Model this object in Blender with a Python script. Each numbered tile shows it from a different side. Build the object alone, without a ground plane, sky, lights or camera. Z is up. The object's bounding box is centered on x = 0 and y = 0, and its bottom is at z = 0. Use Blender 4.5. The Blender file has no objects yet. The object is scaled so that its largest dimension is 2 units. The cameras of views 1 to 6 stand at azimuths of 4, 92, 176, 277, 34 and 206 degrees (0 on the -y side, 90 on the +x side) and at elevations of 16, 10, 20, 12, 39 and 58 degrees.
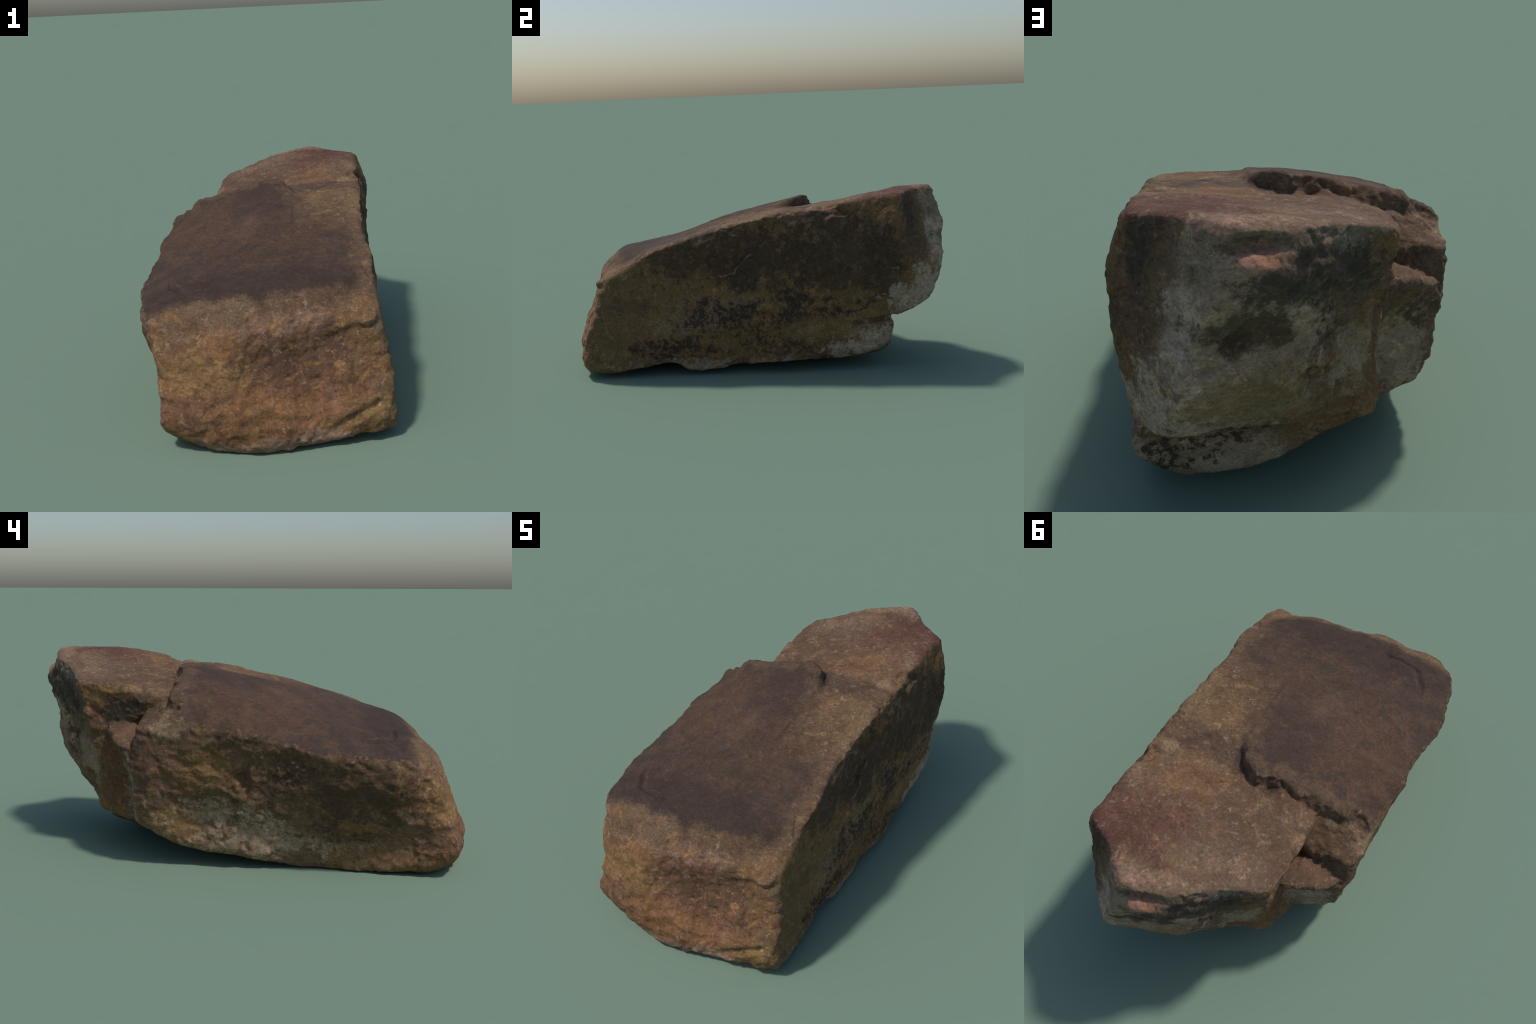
import bpy, bmesh, math, random
import numpy as np
from mathutils import Vector

SEED = 7
rng = np.random.default_rng(SEED)

# ---------------------------------------------------------------- noise kit
PERM = rng.permutation(256).astype(np.int32)
PERM = np.concatenate([PERM, PERM, PERM])
GRAD = rng.normal(size=(256, 3)).astype(np.float32)
GRAD /= np.linalg.norm(GRAD, axis=1, keepdims=True)
JIT = rng.random((256, 3)).astype(np.float32)


def _hash(i, j, k):
    return PERM[PERM[PERM[i & 255] + (j & 255)] + (k & 255)]


def perlin(p):
    p = np.asarray(p, np.float32)
    i = np.floor(p).astype(np.int32)
    f = p - i
    w = f * f * f * (f * (f * 6 - 15) + 10)
    out = 0
    for dx in (0, 1):
        for dy in (0, 1):
            for dz in (0, 1):
                g = GRAD[_hash(i[:, 0] + dx, i[:, 1] + dy, i[:, 2] + dz)]
                d = g[:, 0] * (f[:, 0] - dx) + g[:, 1] * (f[:, 1] - dy) + g[:, 2] * (f[:, 2] - dz)
                ww = (w[:, 0] if dx else 1 - w[:, 0]) * (w[:, 1] if dy else 1 - w[:, 1]) * (w[:, 2] if dz else 1 - w[:, 2])
                out = out + ww * d
    return out * 1.5


def fbm(p, freq, octaves=4, gain=0.5, ridged=False):
    p = np.asarray(p, np.float32)
    amp, tot, out = 1.0, 0.0, 0.0
    for o in range(octaves):
        n = perlin(p * freq + 17.3 * o)
        out = out + amp * ((1 - 2 * np.abs(n)) if ridged else n)
        tot += amp
        amp *= gain
        freq *= 2.03
    return out / tot


def worley(p, freq):
    """distance to nearest / second nearest jittered cell point, and cell random."""
    p = np.asarray(p, np.float32) * freq
    i = np.floor(p).astype(np.int32)
    f1 = np.full(len(p), 9.0, np.float32)
    f2 = f1.copy()
    cid = np.zeros(len(p), np.int32)
    for dx in (-1, 0, 1):
        for dy in (-1, 0, 1):
            for dz in (-1, 0, 1):
                h = _hash(i[:, 0] + dx, i[:, 1] + dy, i[:, 2] + dz)
                q = i + np.array((dx, dy, dz)) + JIT[h]
                d = np.sqrt(((q - p) ** 2).sum(1)).astype(np.float32)
                near = d < f1
                f2 = np.where(near, f1, np.minimum(f2, d))
                cid = np.where(near, h, cid)
                f1 = np.where(near, d, f1)
    return f1, f2, JIT[cid]


def sstep(a, b, x):
    t = np.clip((x - a) / (b - a), 0, 1)
    return t * t * (3 - 2 * t)


def smax(a, b, k):
    h = np.clip(k - np.abs(a - b), 0, None) / k
    return np.maximum(a, b) + h * h * k * 0.25


def smin(a, b, k):
    return -smax(-a, -b, k)


# ------------------------------------------------- relief sheets (thin plates)
class Sheet:
    """A smooth sheet laid through hand-placed control points (a, b, height)."""

    def __init__(self, pts, soft=2e-4):
        p = np.array(pts, float)
        self.c, h = p[:, :2], p[:, 2]
        n = len(p)
        A = np.zeros((n + 3, n + 3))
        A[:n, :n] = self._k(self.c, self.c) + soft * np.eye(n)
        A[:n, n] = A[n, :n] = 1
        A[:n, n + 1:] = self.c
        A[n + 1:, :n] = self.c.T
        self.w = np.linalg.solve(A, np.concatenate([h, np.zeros(3)]))

    @staticmethod
    def _k(a, b):
        r2 = ((a[:, None] - b[None]) ** 2).sum(-1) + 1e-9
        return 0.5 * r2 * np.log(r2)

    def __call__(self, a, b):
        s = np.shape(a)
        q = np.stack([np.ravel(a), np.ravel(b)], -1)
        n = len(self.c)
        return (self._k(q, self.c) @ self.w[:n] + self.w[n] + q @ self.w[n + 1:]).reshape(s)


def inside_polygon_distance(poly, x, y):
    """signed distance to a plan outline, positive inside"""
    p = np.array(poly, float)
    d = np.full(x.shape, 9.0)
    ins = np.zeros(x.shape, bool)
    for a, b in zip(p, np.roll(p, -1, 0)):
        e = b - a
        t = np.clip(((x - a[0]) * e[0] + (y - a[1]) * e[1]) / (e @ e), 0, 1)
        d = np.minimum(d, np.hypot(x - a[0] - t * e[0], y - a[1] - t * e[1]))
        cross = ((a[1] > y) != (b[1] > y)) & (x < (b[0] - a[0]) * (y - a[1]) / (b[1] - a[1] + 1e-12) + a[0])
        ins ^= cross
    return np.where(ins, d, -d)


# bedding plane at the top (ochre layer): z over (x, y)
TOP_BASE = Sheet([
    (.455, .77, .885), (.25, .94, .90), (.07, .90, .87), (-.255, .718, .79), (-.27, .5, .76), (-.264, .31, .724),
    (.39, .33, .814), (.43, .48, .85), (.35, .53, .862), (.36, .75, .885), (.1, .6, .84), (0, .72, .855), (.15, .78, .884), (.048, .323, .79),
    (-.13, .31, .765), (.44, .16, .81), (.43, 0, .775), (.42, -.19, .735), (.42, -.45, .66), (.41, -.56, .635),
    (.25, 0, .775), (.25, -.4, .68), (.2, -.6, .63), (.25, .25, .81), (-.1, -.6, .60)])
# dark upper bed lying on it
TOP_CAP = Sheet([
    (.05, .24, .837), (.11, .2, .822), (.05, -.14, .75), (.05, -.53, .628), (0, -.69, .60), (-.16, .25, .797),
    (-.25, .25, .775), (-.37, .2, .728), (-.46, .15, .648), (-.5, 0, .614), (-.2, 0, .742), (-.37, 0, .688),
    (.15, -.06, .765), (.2, -.3, .70), (.35, -.5, .64), (.3, -.6, .625), (-.28, -.5, .60), (-.45, -.5, .556),
    (-.51, -.43, .538), (-.41, -.38, .588), (-.25, -.38, .63), (-.47, -.65, .525), (-.325, -.646, .565), (-.22, -.665, .574), (-.51, -.25, .57), (-.2, -.3, .65), (-.1, -.55, .608)])
CAP_OUTLINE = [(-.7, .21), (-.42, .2), (-.3, .275), (-.13, .275), (.02, .298), (.06, .275), (.105, .19), (.15, .08),
               (.17, -.1), (.35, -.35), (.6, -.5), (.6, -1.2), (-.7, -1.2)]
# shelf between the dark bed and the lobe, and the lobe's own flat top
TOP_SHELF = Sheet([(-.3, .3, .695), (-.44, .3, .638), (-.45, .2, .69), (-.28, .4, .64), (-.45, .4, .61), (-.2, .3, .72), (-.1, .1, .74)])
TOP_LOBE = Sheet([(-.25, .56, .592), (-.435, .43, .512), (-.3, .45, .588), (-.45, .38, .51), (-.2, .4, .58)])
# right face: x over (y, z)
RIGHT = Sheet([
    (-.85, .08, .52), (-.84, .25, .512), (-.75, .45, .48), (-.55, .60, .455), (-.48, .58, .47), (-.3, .5, .475), (-.3, .66, .445),
    (-.5, .5, .47), (-.3, .2, .505), (-.3, .03, .50), (0, .1, .505), (0, .75, .445), (0, .55, .475), (0, .4, .49), (.3, .8, .458), (.13, .7, .465), (.3, .4, .493),
    (.3, .06, .508), (.5, .83, .457), (.5, .46, .492), (.7, .85, .464), (.70, .75, .508), (.72, .5, .505), (.72, .27, .49), (.69, .13, .492),
    (.6, .06, .492), (.95, .85, .49), (.9, .5, .53), (.95, 1.0, .47)])
# left face: x over (y, z)
LEFT = Sheet([
    (-.7, .56, -.48), (-.7, .4, -.485), (-.7, .18, -.392), (-.7, .05, -.325), (-.9, .12, -.362), (-.9, .03, -.322), (-.9, .2, -.392), (-.79, .42, -.435),
    (-.43, .53, -.53), (-.25, .56, -.512), (0, .62, -.50), (.15, .66, -.48), (.35, .55, -.465), (.42, .5, -.445),
    (.1, .4, -.455), (.1, .25, -.385), (.1, .06, -.375), (0, .12, -.40), (-.52, .27, -.432), (.4, .3, -.415), (.42, .2, -.39), (-.1, .3, -.435), (-.1, .15, -.372), (-.14, .06, -.37),
    (.45, .4, -.44), (-.3, .3, -.435), (-.3, .15, -.375), (-.66, .31, -.45), (.32, .22, -.412), (-.3, .04, -.33), (-.2, .47, -.465), (0, .45, -.45)])
# front face: y over (x, z)
FRONT = Sheet([
    (-.02, 0, -.965), (.11, 0, -.95), (.29, 0, -.90), (.42, 0, -.868), (.51, .08, -.855), (-.14, .0, -.955), (-.25, .12, -.967),
    (-.1, .1, -.978), (.1, .1, -.965), (.3, .1, -.915),
    (-.35, .02, -.90), (-.385, .12, -.945), (.5, .26, -.825), (.475, .45, -.755), (.426, .479, -.782), (.43, .56, -.635),
    (.086, .503, -.797), (-.04, .169, -.963), (0, .31, -.865), (.2, .3, -.84), (.3, .4, -.775), (.4, .38, -.785), (.43, .25, -.835), (.2, .2, -.885),
    (-.25, .29, -.918), (-.25, .46, -.84), (-.41, .47, -.80), (-.432, .44, -.80), (-.39, .2, -.91),
    (-.46, .5, -.74), (.2, .6, -.69), (.25, .5, -.785), (.4, .61, -.565), (-.3, .55, -.75), (-.46, .55, -.69), (.05, .58, -.71), (-.08, .48, -.843), (-.05, .53, -.79), (-.36, .47, -.83), (.3, .28, -.86), (.18, .44, -.80), (-.34, .21, -.925), (.46, .09, -.88)])
# back face of the overhanging slab: y over (x, z)
BACK = Sheet([
    (.236, .88, .95), (.27, .72, 1.0), (.3, .6, .995), (.33, .5, .98), (.36, .38, .93), (.07, .86, .90), (0, .73, .893), (-.1, .75, .792), (.2, .62, .928), (-.25, .79, .712), (-.225, .5, .632),
    (-.185, .23, .635), (0, .55, .838), (0, .35, .79), (.07, .3, .805), (.2, .3, .84), (.3, .3, .875), (-.12, .3, .665), (.15, .5, .93), (.15, .72, .955),
    (.1, 1.0, .90), (-.25, 1.0, .72), (.2, .4, .905), (.05, .45, .865)])
# broken corner between back and right face: y over (x, z)
CORNER = Sheet([(.464, .87, .752), (.236, .89, .925), (.49, .7, .745), (.28, .72, .965), (.34, .55, .962), (.33, .68, .918), (.38, .37, .908), (.37, .7, .872),
                (.42, .5, .865), (.46, .57, .815), (.50, .45, .735), (.48, .3, .715), (.43, .3, .80), (.37, .85, .812), (.37, .78, .84)])
# back of the foot beneath the slab, and the slab's underside
FOOT_BACK = Sheet([(.48, .22, .705), (.47, .11, .70), (.37, .05, .68), (.37, .2, .692), (.28, .05, .68), (.28, .2, .695), (.08, .1, .668), (.08, .2, .69),
                   (-.04, .15, .64), (-.13, .2, .635), (-.2, .2, .58)])
LEDGE = Sheet([(.48, .71, .265), (.37, .73, .265), (.2, .86, .312), (.1, .8, .28), (-.18, .66, .195), (-.05, .72, .245), (0, .5, .20), (.4, .4, .22)])
# wall of the notch beside the lobe: x over (y, z);  lobe's back: y over (x, z)
NOTCH_WALL = Sheet([(.63, .77, -.265), (.71, .79, -.255), (.64, .48, -.215), (.655, .22, -.205), (.54, .18, -.22), (.31, .5, -.215), (.5, .35, -.205), (.31, .72, -.266), (.5, .62, -.232), (.4, .2, -.25)])
LOBE_BACK = Sheet([(-.25, .56, .57), (-.4, .52, .475), (-.435, .5, .425), (-.44, .42, .415), (-.4, .2, .425), (-.24, .4, .485), (-.33, .41, .445), (-.22, .2, .465)])
# underside: z over (x, y)
BOTTOM = Sheet([
    (0, -.95, 0), (.45, -.8, .03), (.49, -.71, .02), (.49, -.4, .05), (.49, -.34, .02), (.49, 0, .04), (.49, .3, .05),
    (.49, .54, .07), (.48, .69, .135), (.37, .66, .05), (.3, .6, .03), (.1, .6, .06), (-.04, .6, .12), (-.13, .6, .16), (-.2, .55, .165), (0, 0, 0), (0, .3, .02), (-.3, -.3, 0),
    (-.3, -.9, .02), (-.40, -.93, .10), (-.37, -.86, .04), (-.4, -.7, .03), (-.25, .06, .03), (-.3, .2, .06), (-.35, .32, .13), (-.4, .43, .2), (-.4, 0, .07), (-.2, .4, .13)])

# ---------------------------------------------------------------- solid field
H = 0.006
GX, GY, GZ = np.arange(-.62, .621, H), np.arange(-1.08, 1.081, H), np.arange(-.07, 1.0, H)


def flat_noise(a, b, freq, octaves, off):
    s = a.shape
    return fbm(np.stack([a.ravel(), b.ravel(), np.full(a.size, off)], -1), freq, octaves).reshape(s)


def relief(h):
    """height sheet -> divisor that makes (value - h) close to a true distance"""
    g0, g1 = np.gradient(h, H)
    return np.sqrt(1 + np.minimum(g0 * g0 + g1 * g1, 6.0))


def field():
    x2, y2 = np.meshgrid(GX, GY, indexing="ij")
    X = GX[:, None, None].astype(np.float32)
    Y = GY[None, :, None].astype(np.float32)
    Z = GZ[None, None, :].astype(np.float32)

    def over_xy(h, up):
        d = relief(h)
        return ((Z - h[:, :, None]) * up / d[:, :, None]).astype(np.float32)

    yz = np.meshgrid(GY, GZ, indexing="ij")
    xz = np.meshgrid(GX, GZ, indexing="ij")

    def over_yz(h, up):
        d = relief(h)
        return ((X - h[None]) * up / d[None]).astype(np.float32)

    def over_xz(h, up):
        d = relief(h)
        return ((Y - h[:, None, :]) * up / d[:, None, :]).astype(np.float32)

    # -- top: ochre bed, dark bed with a ragged broken edge
    wob = 0.026 * flat_noise(x2, y2, 9, 3, 3.1) + 0.012 * flat_noise(x2, y2, 26, 3, 8.1)
    inside = inside_polygon_distance(CAP_OUTLINE, x2, y2) + wob
    base, cap = TOP_BASE(x2, y2), TOP_CAP(x2, y2)
    soft = .024 + .14 * sstep(.1, -.25, y2) * sstep(-.2, .1, x2)
    cap_mask = sstep(-soft, soft, inside)
    top = base + cap_mask * (cap - base)
    shelf, lobe = TOP_SHELF(x2, y2), TOP_LOBE(x2, y2)
    step = y2 - (.405 + .02 * flat_noise(x2, y2, 11, 3, 5.5))
    low = shelf + sstep(-.02, .018, step) * (lobe - shelf)
    top_left = low + cap_mask * (cap - low)
    top_f, top_left_f = over_xy(top, 1), over_xy(top_left, 1)
    bottom = over_xy(BOTTOM(x2, y2), -1)
    ledge = over_xy(LEDGE(x2, y2), -1)
    right = over_yz(RIGHT(*yz), 1)
    left = over_yz(LEFT(*yz), -1)
    wall = over_yz(NOTCH_WALL(*yz), -1)
    front = over_xz(FRONT(*xz), -1)
    back = over_xz(BACK(*xz), 1)
    foot_back = over_xz(FOOT_BACK(*xz), 1)
    lobe_back = over_xz(LOBE_BACK(*xz), 1)

    corner = over_xz(CORNER(*xz), 1)
    slab = smax(smax(back, corner, .02), ledge, .02)
    foot = np.maximum(smax(foot_back, bottom, .04), -ledge - .03)
    shell = smax(front, bottom, .03)
    main = smax(smin(slab, foot, .008), right, .014)
    main = smax(main, wall, .012)
    main = smax(smax(main, shell, .03), top_f, .03)
    lob = smax(smax(left, lobe_back, .025), shell, .03)
    lob = smax(lob, top_left_f, .03)
    lob = np.maximum(lob, X - .12)
    return smin(main, lob, .012)


def surface_net(d):
    """one vertex per cell that the surface crosses, one quad per crossed grid edge"""
    s = d < 0
    nx, ny, nz = d.shape
    cells = np.zeros((nx - 1, ny - 1, nz - 1), np.int8)
    for a in (0, 1):
        for b in (0, 1):
            for c in (0, 1):
                cells += s[a:nx - 1 + a, b:ny - 1 + b, c:nz - 1 + c]
    act = (cells > 0) & (cells < 8)
    ids = np.full(act.shape, -1, np.int32)
    I = np.argwhere(act)
    ids[act] = np.arange(len(I))
    acc, cnt = np.zeros((len(I), 3)), np.zeros(len(I))
    cor = [(a, b, c) for a in (0, 1) for b in (0, 1) for c in (0, 1)]
    vals = {q: d[I[:, 0] + q[0], I[:, 1] + q[1], I[:, 2] + q[2]] for q in cor}
    for p in cor:
        for ax in range(3):
            if p[ax]:
                continue
            q = list(p)
            q[ax] = 1
            va, vb = vals[p], vals[tuple(q)]
            m = (va < 0) != (vb < 0)
            t = np.where(m, va / np.where(m, va - vb, 1), 0)
            pt = np.tile(np.array(p, float), (len(I), 1))
            pt[:, ax] = t
            acc += pt * m[:, None]
            cnt += m
    v = (I + acc / cnt[:, None]) * H + np.array([GX[0], GY[0], GZ[0]])
    quads = []
    for ax in range(3):
        o1, o2 = (ax + 1) % 3, (ax + 2) % 3
        a = [slice(None)] * 3
        b = [slice(None)] * 3
        a[ax], b[ax] = slice(0, -1), slice(1, None)
        sa, sb = s[tuple(a)], s[tuple(b)]
        E = np.argwhere(sa != sb)
        ok = (E[:, o1] > 0) & (E[:, o2] > 0) & (E[:, o1] < d.shape[o1] - 1) & (E[:, o2] < d.shape[o2] - 1)
        E = E[ok]
        flip = sa[E[:, 0], E[:, 1], E[:, 2]]

        def cell(u, w):
            e = E.copy()
            e[:, o1] -= u
            e[:, o2] -= w
            return ids[e[:, 0], e[:, 1], e[:, 2]]
        q = np.stack([cell(1, 1), cell(0, 1), cell(0, 0), cell(1, 0)], -1)
        q[~flip] = q[~flip][:, ::-1]
        quads.append(q)
    return v, np.vstack(quads)


def vertex_normals(v, q):
    n = np.cross(v[q[:, 2]] - v[q[:, 0]], v[q[:, 3]] - v[q[:, 1]])
    out = np.zeros_like(v)
    for k in range(4):
        for c in range(3):
            out[:, c] += np.bincount(q[:, k], n[:, c], len(v))
    return out / (np.linalg.norm(out, axis=1, keepdims=True) + 1e-12)


def relax(v, q, rounds, amount):
    for _ in range(rounds):
        acc, cnt = np.zeros_like(v), np.zeros(len(v))
        for k in range(4):
            for o in (1, 3):
                j = q[:, (k + o) % 4]
                for c in range(3):
                    acc[:, c] += np.bincount(q[:, k], v[j, c], len(v))
                cnt += np.bincount(q[:, k], minlength=len(v))
        v = v + amount * (acc / cnt[:, None] - v)
    return v


def blob(p, c, r):
    """soft ball mask: 1 at the centre c, 0 beyond the radii r"""
    d = np.sqrt((((p - np.array(c)) / np.array(r)) ** 2).sum(1))
    return 1 - sstep(.35, 1.0, d)


def groove(p, line, width):
    """closeness (0..1) to a polyline, for cracks and ribs"""
    best = np.full(len(p), 9.0)
    L = np.array(line, float)
    for a, b in zip(L[:-1], L[1:]):
        e = b - a
        t = np.clip(((p - a) @ e) / (e @ e), 0, 1)
        best = np.minimum(best, np.linalg.norm(p - a - t[:, None] * e, axis=1))
    return np.clip(1 - best / width, 0, 1)


def terrace(x, steps, soft=.18):
    """turn a smooth field into flat treads with short risers, as flaking rock has"""
    t = x * steps
    f = np.floor(t)
    return (f + sstep(.5 - soft, .5 + soft, t - f)) / steps


def weather(v, q):
    """surface relief: lumps, flaked treads, chips, cracks, pits"""
    n = vertex_normals(v, q)
    p = v.astype(np.float32)
    x, y, z = p.T
    capd = inside_polygon_distance(CAP_OUTLINE, x, y)
    topm = sstep(.6, .85, n[:, 2])
    capm = topm * sstep(0, .03, capd)
    basem = topm * (1 - capm)
    frontm = sstep(.35, .7, -n[:, 1]) * (1 - topm)
    backm = sstep(.4, .7, n[:, 1]) * (1 - topm)
    rightm = sstep(.5, .8, n[:, 0])
    leftm = sstep(.4, .7, -n[:, 0])
    calm = 1 - .55 * sstep(-.28, -.42, y)             # the low part of the left face is smoother
    beds = z - .24 * y - .08 * x                      # height across the bedding
    lam = np.stack([x, y, beds * 2.5], -1)
    warp = np.stack([fbm(p, 8, 2), fbm(p + 5, 8, 2), fbm(p + 9, 8, 2)], -1)

    lump = .010 * fbm(p, 3.2, 3)
    mid = .008 * fbm(p + 3, 11, 4)
    fine = .0032 * fbm(p, 38, 3)
    d = lump * (1 - .5 * capm) + mid * (1 - .7 * topm - .55 * rightm) + fine * (1 - .5 * capm - .4 * rightm)
    # flakes: treads with scarps
    tr = terrace(fbm(lam + .25 * warp, 3.6, 4), 5, .12)
    d += tr * (.020 * leftm + .018 * rightm + .014 * backm + .006 * frontm + .004 * basem)
    tr = terrace(fbm(lam + 7 + .1 * warp, 11, 3), 5, .1)
    d += tr * (.007 * leftm * calm + .004 * rightm + .006 * backm + .007 * frontm + .005 * basem + .0015 * capm)
    w1, w2, wr = worley(p + .035 * warp, 8)
    d += .008 * (wr[:, 0] - .5) * sstep(0, .22, w2 - w1) * (leftm * calm + .7 * frontm + .5 * backm)
    w1, w2, wr = worley(p + .02 * warp, 23)
    d += .0055 * (wr[:, 0] - .5) * sstep(0, .15, w2 - w1) * (.3 * leftm + 1.2 * frontm + .3 * backm + .3 * basem)
    # crumbled riser of the dark bed and of the shelf
    edge = blob(p, (-.08, .30, .79), (.22, .06, .09)) + blob(p, (-.37, .27, .69), (.17, .11, .12)) + blob(p, (-.3, .42, .6), (.2, .06, .12))
    edge = np.clip(edge, 0, 1)
    d += edge * (.018 * fbm(p, 10, 4, ridged=True) - .008 + .014 * fbm(p + 4, 15, 4))
    w1, w2, wr = worley(p + .02 * warp, 17)
    d += edge * .020 * (wr[:, 1] - .5) * sstep(0, .2, w2 - w1)
    # sharp undercut where the slab rides over the foot
    d -= .020 * groove(p + .01 * warp, [(.47, .71, .258), (.36, .725, .25), (.22, .75, .262), (.06, .73, .25), (-.1, .66, .22)], .022)
    # rough broken patch below the left brow, with pits further down
    rough = blob(p, (-.48, -.22, .46), (.12, .17, .10))
    d += rough * (-.018 + .022 * fbm(p, 24, 4, ridged=True))
    pits = sstep(.12, .42, fbm(p + 2, 21, 2)) * (blob(p, (-.45, .06, .20), (.15, .13, .13)) + blob(p, (-.46, -.02, .36), (.1, .08, .14)))
    d -= .022 * np.clip(pits, 0, 1)
    d -= .018 * blob(p, (-.49, -.06, .40), (.08, .045, .10))
    # open joint that splits foot and slab on the right face
    d -= .045 * groove(p + .012 * warp, [(.49, .78, .275), (.49, .62, .252), (.48, .52, .238)], .018)
    d -= .022 * groove(p + .012 * warp, [(.48, .52, .238), (.48, .42, .222), (.48, .30, .205)], .013)
    # diagonal ribs on the right face
    d += .018 * groove(p + .03 * warp, [(.43, .10, .72), (.45, .03, .64), (.47, -.05, .56), (.47, -.08, .51), (.48, -.19, .51)], .013)
    d += .014 * groove(p + .02 * warp, [(.49, .50, .47), (.49, .47, .40), (.49, .41, .38)], .012)
    d += .014 * groove(p + .02 * warp, [(.45, -.17, .71), (.46, -.22, .67)], .013)
    d += .010 * groove(p + .02 * warp, [(.5, -.70, .24), (.51, -.68, .17), (.51, -.74, .06)], .011)
    d += .009 * groove(p + .02 * warp, [(.47, -.19, .51), (.48, -.30, .49), (.48, -.36, .44), (.48, -.24, .41)], .012)
    d += .008 * groove(p + .02 * warp, [(.48, .66, .60), (.49, .55, .52), (.49, .44, .50)], .011)
    d += .007 * groove(p + .02 * warp, [(.47, .22, .68), (.47, .20, .60), (.48, .24, .55)], .011)
    # broad shallow scallops broken out of the right face
    for c, r, a in [((.46, -.02, .74), (.07, .13, .06), .010), ((.45, .42, .80), (.07, .10, .05), .014), ((.47, -.30, .64), (.06, .07, .035), .008),
                    ((.48, .30, .45), (.06, .14, .08), .010), ((.49, -.12, .58), (.06, .16, .07), .012), ((.5, -.1, .04), (.07, .08, .05), .018),
                    ((.5, .33, .05), (.07, .1, .04), .014)]:
        d -= a * sstep(.2, .55, blob(p + .05 * warp, c, r))
    # back wall: scoop with a red knob, pit, slanting folds
    d -= .026 * blob(p + .03 * warp, (.13, .95, .85), (.12, .08, .032))
    d += .017 * blob(p + .04 * warp, (.115, .95, .775), (.12, .09, .06))
    d -= .020 * blob(p, (.28, .955, .535), (.05, .07, .016))
    d -= .014 * blob(p, (.33, .94, .70), (.10, .08, .14))
    d += .012 * groove(p + .02 * warp, [(.25, .95, .64), (.14, .95, .66), (.05, .93, .70)], .035)
    d -= .012 * groove(p + .02 * warp, [(.24, .95, .61), (.12, .95, .615)], .03)
    d += .010 * groove(p + .02 * warp, [(.02, .9, .66), (-.01, .88, .60), (.03, .86, .52)], .03)
    d -= .012 * blob(p, (-.07, .82, .56), (.07, .08, .16))
    # dish behind the front rim of the dark bed, with a crack
    d -= .004 * blob(p, (-.12, -.52, .60), (.26, .16, .2)) * topm
    d -= .014 * groove(p + .02 * warp, [(-.17, -.675, .575), (-.25, -.665, .57), (-.33, -.645, .565), (-.37, -.58, .57), (-.385, -.52, .57)], .016) * (z > .45)
    # brow over the hollow on the front right, cracks on the low end
    d += .007 * groove(p + .02 * warp, [(.26, -.80, .49), (.36, -.80, .47), (.43, -.785, .48)], .04)
    d -= .018 * groove(p + .02 * warp, [(.25, -.84, .43), (.34, -.80, .425), (.43, -.78, .44)], .035)
    d -= .012 * groove(p, [(.40, -.50, .645), (.425, -.55, .62), (.44, -.58, .59)], .010)
    d -= .010 * groove(p, [(.085, -.72, .60), (.10, -.75, .565)], .010)
    d -= .014 * groove(p + .02 * warp, [(.28, -.93, .07), (.36, -.90, .12), (.45, -.87, .16)], .03)
    d -= .012 * groove(p + .02 * warp, [(-.05, -.97, .13), (.08, -.965, .15), (.2, -.94, .13)], .03)
    # loose pebble-like boss on the ochre bed
    d += .012 * blob(p, (.385, .33, .82), (.045, .04, .03))
    d -= .008 * groove(p, [(.35, .36, .82), (.39, .375, .82), (.43, .35, .82)], .012)
    # bottom rim: bitten edge
    rim = (1 - sstep(.03, .13, z)) * (1 - topm)
    d += rim * (.014 * fbm(p, 9, 3) - .002)
    return v + n * d[:, None]


def build_mesh():
    v, q = surface_net(field())
    v = relax(v, q, 4, .5)
    v = weather(v, q)
    v = relax(v, q, 1, .3)
    v[:, 2] = np.where(v[:, 2] < .006, .006 * np.exp((v[:, 2] - .006) / .03), v[:, 2])
    v[:, 2] -= v[:, 2].min()
    me = bpy.data.meshes.new("boulder")
    me.vertices.add(len(v))
    me.vertices.foreach_set("co", v.astype(np.float32).ravel())
    me.loops.add(q.size)
    me.loops.foreach_set("vertex_index", q.astype(np.int32).ravel())
    me.polygons.add(len(q))
    me.polygons.foreach_set("loop_start", np.arange(0, q.size, 4, dtype=np.int32))
    me.update(calc_edges=True)
    me.validate()
    me.polygons.foreach_set("use_smooth", np.ones(len(me.polygons), bool))
    return me


# ------------------------------------------------------------------ material
COLOURS = dict(
    plum=(.058, .038, .029), plum_dark=(.046, .030, .023), umber=(.080, .046, .027), russet=(.125, .064, .040),
    red=(.108, .050, .036), tan=(.150, .098, .058), sand=(.22, .150, .090), ochre=(.192, .106, .042),
    yellow=(.215, .132, .052), orange=(.200, .099, .044), pink=(.27, .170, .120), pale=(.35, .255, .175),
    white=(.46, .345, .255), olive=(.172, .108, .049), moss=(.088, .068, .039), black=(.074, .045, .026),
    soot=(.062, .047, .033), salmon=(.34, .17, .105), grey=(.20, .165, .120), brown=(.110, .068, .040))

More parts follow.
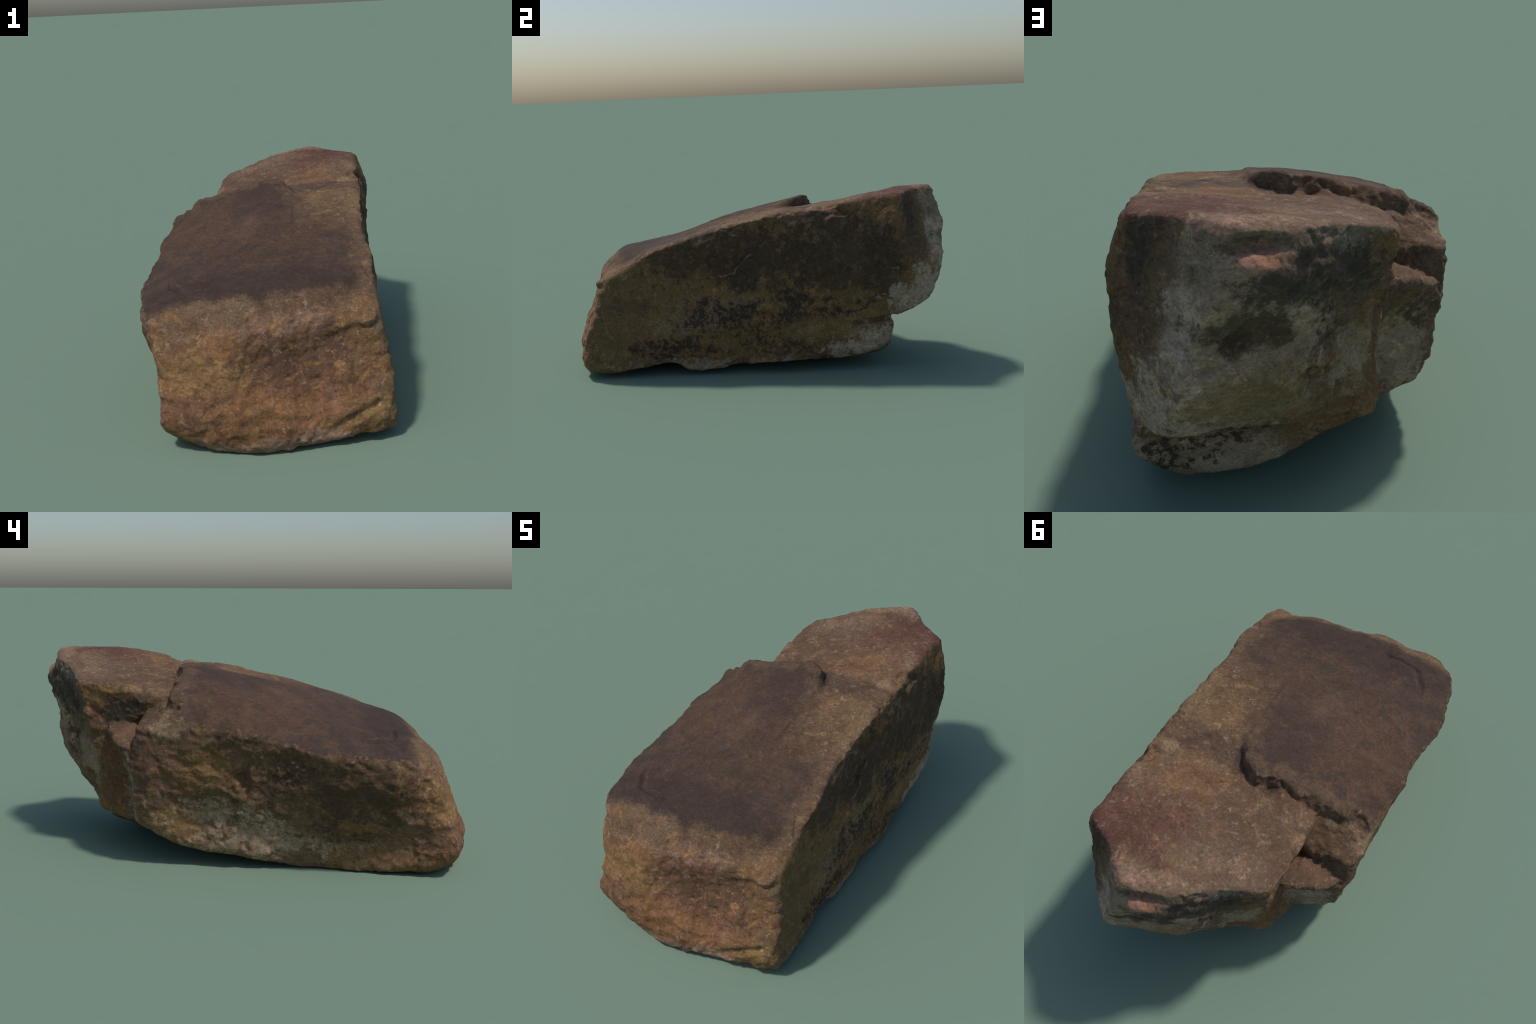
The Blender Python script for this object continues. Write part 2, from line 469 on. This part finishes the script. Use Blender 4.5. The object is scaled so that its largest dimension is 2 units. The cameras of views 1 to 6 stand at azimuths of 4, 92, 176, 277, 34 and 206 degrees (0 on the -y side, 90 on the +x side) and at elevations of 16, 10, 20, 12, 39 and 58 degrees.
# stains and beds: (colour, centre, radii, strength, raggedness, speckle)
STAINS = [
    # --- right face: colours kept dark, with some of the scan's baked shade in them
    ("ochre", (.50, 0, .30), (.14, 1.1, .34), .85, .3, 0), ("orange", (.50, .2, .30), (.10, .5, .10), .45, 1., 0), ("russet", (.46, .0, .66), (.08, .25, .07), .5, 1., 0), ("sand", (.50, -.10, .36), (.10, .4, .05), .5, 1., .3), ("olive", (.50, -.55, .42), (.12, .35, .2), .6, .7, 0),
    ("sand", (.50, -.30, .27), (.12, .25, .07), .6, .6, 0), ("olive", (.52, -.77, .15), (.11, .16, .17), .9, .4, 0),
    ("umber", (.47, -.10, .62), (.10, .60, .18), .85, .7, 0), ("russet", (.48, .30, .62), (.08, .12, .10), .5, 1., 0), ("black", (.49, .48, .57), (.10, .36, .25), .9, .7, .15),
    ("black", (.48, .12, .56), (.09, .32, .16), .85, .9, .15), ("black", (.50, .66, .55), (.08, .15, .22), .9, .35, 0),
    ("umber", (.46, .42, .71), (.08, .14, .12), .7, .6, 0), ("brown", (.5, -.60, .36), (.1, .2, .05), .6, .7, 0),
    ("plum_dark", (.50, -.14, .26), (.10, .24, .12), .9, .7, .8), ("plum_dark", (.50, -.42, .13), (.10, .22, .09), 1, .5, .9),
    ("black", (.50, .08, .15), (.10, .42, .13), 1, .5, .9), ("plum_dark", (.50, .22, .33), (.10, .36, .09), .9, .5, .9),
    ("white", (.49, .60, .13), (.10, .24, .12), .85, .9, .4), ("white", (.45, .82, .36), (.14, .15, .14), .8, 1., .4),
    ("pale", (.50, .2, .04), (.10, .9, .05), .7, 1., .2), ("yellow", (.50, .36, .22), (.08, .22, .06), .7, .6, 0),
    # --- broken corner and back wall
    ("pale", (.10, .92, .58), (.42, .22, .42), .85, .3, 0), ("ochre", (.12, .93, .55), (.3, .2, .30), .35, 1., .3), ("sand", (.05, .9, .48), (.3, .2, .2), .4, 1., .2),
    ("russet", (.42, .83, .68), (.13, .13, .24), .85, .5, 0), ("soot", (.43, .84, .78), (.09, .10, .12), .85, .5, 0),
    ("olive", (.36, .87, .74), (.06, .10, .12), .6, .6, 0), ("white", (.315, .94, .62), (.06, .1, .20), .8, 1., .4),
    ("white", (.33, .88, .41), (.17, .14, .14), .8, 1., .3), ("yellow", (.17, .90, .42), (.20, .14, .08), .75, .6, 0),
    ("soot", (-.06, .83, .74), (.20, .16, .15), .95, .4, 0), ("soot", (.07, .92, .72), (.18, .1, .09), .9, .4, 0),
    ("soot", (-.15, .77, .66), (.12, .12, .15), .9, .5, .4), ("moss", (.16, .94, .63), (.17, .1, .055), .9, .5, 0),
    ("black", (.12, .93, .595), (.15, .1, .04), .8, .5, .4), ("black", (-.08, .83, .55), (.10, .12, .09), .9, .5, .6),
    ("black", (-.04, .80, .43), (.09, .12, .07), .9, .5, .7), ("grey", (-.14, .80, .82), (.17, .12, .055), .9, .4, 0),
    ("moss", (.08, .92, .85), (.2, .07, .045), .7, .6, 0), ("pale", (-.15, .72, .42), (.12, .12, .16), .6, .5, 0),
    ("sand", (0, .86, .36), (.3, .12, .07), .6, .6, 0), ("salmon", (.105, .965, .805), (.085, .07, .04), 1, .35, 0),
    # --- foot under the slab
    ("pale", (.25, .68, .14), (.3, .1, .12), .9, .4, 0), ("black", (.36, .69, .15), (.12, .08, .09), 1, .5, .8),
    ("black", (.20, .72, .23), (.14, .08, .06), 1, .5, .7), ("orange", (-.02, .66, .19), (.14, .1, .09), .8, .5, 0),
    # --- notch and lobe
    ("russet", (-.23, .60, .45), (.07, .14, .30), .85, .4, 0), ("ochre", (-.22, .60, .40), (.06, .09, .18), .5, .7, 0),
    ("soot", (-.25, .50, .64), (.07, .12, .08), .9, .5, 0), ("pale", (-.33, .46, .33), (.14, .08, .20), .8, .4, 0),
    ("black", (-.36, .46, .46), (.10, .08, .09), .9, .5, .6), ("brown", (-.36, .46, .57), (.16, .12, .06), .85, .6, 0), ("russet", (-.36, .44, .57), (.14, .08, .05), .4, 1., .3),
    ("umber", (-.38, .33, .66), (.16, .14, .10), .7, .5, 0),
    # --- left face
    ("brown", (-.50, 0, .35), (.16, 1.1, .35), .75, .4, 0), ("ochre", (-.49, .12, .43), (.10, .22, .12), .7, .6, 0),
    ("russet", (-.47, .33, .46), (.10, .14, .14), .6, .6, 0), ("pale", (-.43, -.10, .13), (.18, .46, .09), .75, 1., .3),
    ("yellow", (-.44, .22, .21), (.12, .16, .09), .8, .5, 0), ("pale", (-.46, .10, .25), (.12, .22, .06), .7, 1., .2),
    ("umber", (-.49, -.50, .36), (.12, .30, .18), .85, .6, 0), ("black", (-.47, -.68, .30), (.12, .18, .14), .7, .6, 0),
    ("black", (-.47, -.48, .17), (.14, .30, .075), .95, .5, .4), ("black", (-.46, -.82, .13), (.12, .14, .07), .9, .5, .4),
    ("orange", (-.46, -.72, .17), (.12, .10, .045), .8, .5, 0), ("orange", (-.46, -.66, .07), (.14, .16, .06), .7, .6, 0),
    ("black", (-.49, -.17, .37), (.08, .06, .11), .9, .4, 0), ("black", (-.50, -.06, .59), (.07, .11, .05), .85, .5, 0),
    ("umber", (-.49, -.25, .47), (.08, .18, .10), .6, .6, .3), ("sand", (-.46, .255, .63), (.07, .08, .06), 1, .4, 0),
    # --- low end (front)
    ("orange", (0, -.90, .25), (.58, .26, .36), .9, .3, 0), ("russet", (.14, -.84, .34), (.36, .16, .17), .85, .6, 0),
    ("yellow", (-.24, -.90, .31), (.20, .14, .15), .6, 1., 0), ("yellow", (.36, -.66, .57), (.15, .14, .09), .65, .6, 0),
    ("umber", (.20, -.80, .36), (.26, .14, .10), .6, .8, 0), ("ochre", (.42, -.82, .36), (.10, .12, .12), .6, .7, 0),
    ("salmon", (.26, -.92, .15), (.20, .12, .09), .25, .9, 0), ("yellow", (.40, -.87, .13), (.13, .1, .06), .7, .6, 0),
    ("russet", (-.30, -.92, .18), (.18, .12, .07), .6, .8, 0), ("pink", (.15, -.93, .03), (.46, .12, .055), .85, .6, 0),
    ("russet", (-.10, -.76, .54), (.40, .14, .09), .7, .9, 0), ("pink", (-.05, -.80, .51), (.40, .12, .07), .5, 1., .5),
]
# the bedding planes on top, laid on after the sides
TOP_STAINS = [
    ("russet", (.15, .62, .85), (.5, .4, .3), .55, 1.2, .3), ("red", (.34, .64, .87), (.28, .36, .3), .9, 1.3, .15), ("sand", (.425, .02, .77), (.045, .55, .3), .65, 1.1, .2), ("tan", (.36, .42, .83), (.16, .20, .3), .5, .6, 0),
    ("ochre", (.40, .30, .82), (.12, .16, .3), .5, .6, 0), ("olive", (.34, .02, .77), (.15, .22, .3), .6, .5, 0),
    ("plum", (.24, .24, .81), (.30, .085, .3), .65, 1., .2), ("umber", (.28, -.30, .70), (.22, .24, .3), .5, .6, 0),
    ("brown", (-.08, .48, .80), (.24, .20, .3), .6, .6, 0), ("sand", (.05, .90, .87), (.36, .09, .3), .6, 1., 0),
    ("pink", (.10, .92, .88), (.30, .07, .3), .7, 1., .3), ("ochre", (.22, .42, .82), (.14, .12, .3), .5, 1., 0), ("sand", (.385, .33, .82), (.05, .05, .1), .9, .4, 0), ("grey", (-.05, .68, .84), (.2, .16, .3), .25, 1., .4),
]
CAP_STAINS = [
    ("umber", (-.36, -.05, .70), (.20, .40, .3), .6, 1.0, 0), ("russet", (-.10, -.10, .70), (.45, .45, .3), .30, 1.4, .5), ("plum_dark", (-.05, -.64, .60), (.55, .11, .3), .8, .8, 0),
    ("plum_dark", (.05, .10, .80), (.20, .22, .3), .5, .8, 0), ("umber", (.06, -.36, .67), (.22, .15, .3), .5, 1.0, .4),
    ("brown", (-.08, -.20, .70), (.10, .07, .3), .4, 1.0, .5), ("brown", (-.25, .24, .78), (.34, .06, .3), .8, .8, 0),
    ("brown", (.14, .05, .78), (.06, .25, .3), .4, 1., .3),
]


def stone_material():
    m = bpy.data.materials.new("weathered_sandstone")
    m.use_nodes = True
    nt = m.node_tree
    N, L = nt.nodes, nt.links
    bsdf = N["Principled BSDF"]
    bsdf.inputs["Roughness"].default_value = .86
    bsdf.inputs["Specular IOR Level"].default_value = .25

    def put(socket, val):
        if hasattr(val, "node"):
            L.new(val, socket)
        elif hasattr(val, "__len__") and len(val) == 3 and socket.type == "RGBA":
            socket.default_value = (*val, 1)
        else:
            socket.default_value = val

    def math(op, a, b=0.0, c=None, clamp=False):
        n = N.new("ShaderNodeMath")
        n.operation, n.use_clamp = op, clamp
        put(n.inputs[0], a)
        put(n.inputs[1], b)
        if c is not None:
            put(n.inputs[2], c)
        return n.outputs[0]

    def vec(op, a, b=None, scale=None):
        n = N.new("ShaderNodeVectorMath")
        n.operation = op
        put(n.inputs[0], a)
        if b is not None:
            put(n.inputs[1], b)
        if scale is not None:
            put(n.inputs["Scale"], scale)
        return n.outputs["Value"] if op == "LENGTH" else n.outputs["Vector"]

    def noise(v, scale, detail=4, rough=.55, distortion=0.0):
        n = N.new("ShaderNodeTexNoise")
        put(n.inputs["Vector"], v)
        for k, s in (("Scale", scale), ("Detail", detail), ("Roughness", rough), ("Distortion", distortion)):
            n.inputs[k].default_value = s
        return n.outputs["Fac"], n.outputs["Color"]

    def ramp(x, a, b, lo=0.0, hi=1.0):
        n = N.new("ShaderNodeMapRange")
        n.interpolation_type = "SMOOTHSTEP"
        put(n.inputs["Value"], x)
        for k, s in (("From Min", a), ("From Max", b), ("To Min", lo), ("To Max", hi)):
            n.inputs[k].default_value = s
        return n.outputs["Result"]

    def mix(f, a, b, mode="MIX"):
        n = N.new("ShaderNodeMix")
        n.data_type, n.blend_type = "RGBA", mode
        put(n.inputs["Factor"], f)
        put(n.inputs["A"], a)
        put(n.inputs["B"], b)
        return n.outputs["Result"]

    P = N.new("ShaderNodeTexCoord").outputs["Object"]
    wob = vec("SUBTRACT", noise(P, 5.5, 5, .6)[1], (.5, .5, .5))
    PW = vec("ADD", P, vec("SCALE", wob, scale=.10))
    rag = math("SUBTRACT", noise(P, 11, 7, .72)[0], .5)
    rag = math("MULTIPLY_ADD", math("SUBTRACT", noise(vec("ADD", P, (5, 2, 8)), 34, 5, .7)[0], .5), .55, rag)
    speck = noise(P, 42, 5, .7)[0]
    speck_mask = ramp(math("ADD", speck, math("MULTIPLY", rag, .9)), .44, .56)

    def stain(base, spec, gate=None):
        name, c, r, strength, ragged, speckle = spec
        q = vec("MULTIPLY", vec("SUBTRACT", PW, c), tuple(1 / k for k in r))
        dist = math("MULTIPLY_ADD", rag, -3.0 * (.35 + ragged), vec("LENGTH", q))
        f = ramp(dist, .60, 1.06, strength, 0)
        if speckle:
            f = math("MULTIPLY", f, math("MULTIPLY_ADD", speck_mask, speckle, 1 - speckle))
        if gate is not None:
            f = math("MULTIPLY", f, gate)
        return mix(f, base, COLOURS[name])

    # ground mass: mottled tan, ochre and brown
    big = noise(P, 3.4, 5, .6)[0]
    med = noise(vec("ADD", P, (3, 1, 2)), 12, 6, .65)[0]
    col = mix(ramp(big, .38, .62), COLOURS["tan"], COLOURS["ochre"])
    col = mix(ramp(med, .5, .68, 0, .8), col, COLOURS["brown"])
    for s in STAINS:
        col = stain(col, s)

    # closeness to the upper bedding surface: quadratic sheet fitted to the top profile
    gx, gy = [a.ravel() for a in np.meshgrid(np.linspace(-.45, .42, 30), np.linspace(-.7, .85, 50))]
    cap = inside_polygon_distance(CAP_OUTLINE, gx, gy) > 0
    keep = cap | (gx > -.2)
    h = np.where(cap, TOP_CAP(gx, gy), TOP_BASE(gx, gy))[keep]
    gx, gy = gx[keep], gy[keep]
    A = np.stack([np.ones_like(gx), gx, gy, gx * gx, gx * gy, gy * gy], -1)
    k = [float(t) for t in np.linalg.lstsq(A, h, rcond=None)[0]]
    sep = N.new("ShaderNodeSeparateXYZ")
    L.new(P, sep.inputs[0])
    X, Y, Z = sep.outputs
    sheet = math("ADD", math("MULTIPLY_ADD", X, math("MULTIPLY_ADD", X, k[3], k[1]), k[0]),
                 math("MULTIPLY", Y, math("ADD", math("MULTIPLY_ADD", X, k[4], k[2]), math("MULTIPLY", Y, k[5]))))
    depth = math("MULTIPLY_ADD", rag, .06, math("SUBTRACT", sheet, Z))
    nz = N.new("ShaderNodeSeparateXYZ")
    L.new(N.new("ShaderNodeNewGeometry").outputs["Normal"], nz.inputs[0])
    flat = ramp(math("MULTIPLY_ADD", rag, .4, nz.outputs["Z"]), .30, .62)
    top = math("MULTIPLY", ramp(depth, .035, .075, 1, 0), flat)

    tcol = mix(ramp(big, .4, .6), COLOURS["tan"], COLOURS["brown"])
    tcol = mix(ramp(med, .52, .66, 0, .6), tcol, COLOURS["ochre"])
    for s in TOP_STAINS:
        tcol = stain(tcol, s)
    ccol = mix(ramp(med, .45, .72, 0, .6), COLOURS["plum"], COLOURS["umber"])
    for s in CAP_STAINS:
        ccol = stain(ccol, s)
    # plan outline of the dark bed
    PXW = N.new("ShaderNodeSeparateXYZ")
    drift = vec("SUBTRACT", noise(vec("ADD", P, (2, 6, 3)), 4.0, 6, .68)[1], (.5, .5, .5))
    L.new(vec("ADD", PW, vec("SCALE", drift, scale=.26)), PXW.inputs[0])
    wx, wy, _ = PXW.outputs
    SW = N.new("ShaderNodeSeparateXYZ")
    L.new(PW, SW.inputs[0])
    wys = SW.outputs["Y"]
    east = ramp(math("ADD", wx, math("MULTIPLY", math("ADD", wy, .15), .10)), .08, .21, 1, 0)
    east = math("MAXIMUM", east, math("MULTIPLY", ramp(wy, -.22, -.34), ramp(wx, .32, .44, 1, 0)))
    north = ramp(math("MULTIPLY_ADD", wx, -.12, wy), .27, .31, 1, 0)
    south = ramp(math("MULTIPLY_ADD", math("MAXIMUM", wx, 0.0), -.25, math("MULTIPLY_ADD", rag, .10, wys)), -.785, -.725)
    dark = math("MULTIPLY", math("MULTIPLY", east, north), south)
    tcol = mix(dark, tcol, ccol)
    col = mix(top, col, tcol)

    # crusty weathering rind on the low end and on the ochre bed
    c1 = noise(vec("ADD", P, (4, 4, 9)), 31, 7, .70, .6)[0]
    c2 = noise(vec("ADD", P, (8, 3, 5)), 17, 7, .70, .5)[0]
    c3 = noise(vec("ADD", P, (2, 8, 7)), 13, 7, .72, .5)[0]
    ochre_bed = math("MULTIPLY", top, math("MULTIPLY_ADD", dark, -1.0, 1.0))
    low_end = math("MULTIPLY", ramp(wys, -.64, -.78), math("MULTIPLY_ADD", math("MULTIPLY", dark, top), -1.0, 1.0))
    zone = math("MAXIMUM", low_end, math("MULTIPLY", ochre_bed, .75))
    col = mix(math("MULTIPLY", ramp(c3, .50, .66, 0, .70), zone), col, (.105, .052, .032))
    col = mix(math("MULTIPLY", ramp(c2, .54, .68, 0, .65), math("MULTIPLY", low_end, 1.0)), col, (.27, .140, .045))
    col = mix(math("MULTIPLY", ramp(c1, .56, .70, 0, .75), zone), col, (.34, .25, .18))

    # worn, paler arrises
    geo = N.new("ShaderNodeNewGeometry")
    worn = ramp(math("MULTIPLY_ADD", rag, .10, geo.outputs["Pointiness"]), .52, .575, 0, .6)
    col = mix(worn, col, COLOURS["pink"])
    # grain: crusty light flecks in clusters, dark pepper, soft value drift
    stretch = N.new("ShaderNodeMapping")
    L.new(P, stretch.inputs["Vector"])
    stretch.inputs["Scale"].default_value = (1, 1, 1.8)
    g1 = noise(stretch.outputs[0], 85, 4, .65, .3)[0]
    g2 = noise(vec("ADD", P, (7, 4, 1)), 22, 8, .74, .8)[0]
    g3 = noise(vec("ADD", P, (1, 9, 4)), 46, 6, .72, 1.2)[0]
    calm = math("SUBTRACT", 1.0, math("MULTIPLY", math("MULTIPLY", dark, top), .7))
    col = mix(math("MULTIPLY", ramp(g2, .52, .68, 0, .75), calm), col, mix(.14, mix(1.0, col, (1.85, 1.75, 1.62), "MULTIPLY"), COLOURS["pale"]))
    col = mix(math("MULTIPLY", ramp(g3, .55, .68, 0, .7), calm), col, mix(.12, mix(1.0, col, (1.8, 1.68, 1.6), "MULTIPLY"), COLOURS["pink"]))
    col = mix(ramp(math("MULTIPLY_ADD", rag, -.5, g3), .46, .34, 0, .6), col, mix(.7, col, COLOURS["plum_dark"]))
    col = mix(1.0, col, mix(ramp(g1, .30, .70), (.80, .80, .80), (1.2, 1.2, 1.2)), "MULTIPLY")
    col = mix(1.0, col, mix(ramp(med, .3, .7), (.86, .85, .84), (1.14, 1.14, 1.15)), "MULTIPLY")
    L.new(col, bsdf.inputs["Base Color"])

    bump = N.new("ShaderNodeBump")
    bump.inputs["Strength"].default_value = .55
    bump.inputs["Distance"].default_value = .006
    L.new(math("MULTIPLY_ADD", g1, .35, math("MULTIPLY_ADD", g3, .5, g2)), bump.inputs["Height"])
    L.new(bump.outputs["Normal"], bsdf.inputs["Normal"])
    return m


mesh = build_mesh()
mesh.materials.append(stone_material())
rock = bpy.data.objects.new("boulder", mesh)
bpy.context.scene.collection.objects.link(rock)
rock["label"] = "rough wedge-shaped brown sandstone boulder with stepped slabs"
rock["category"] = "rock"
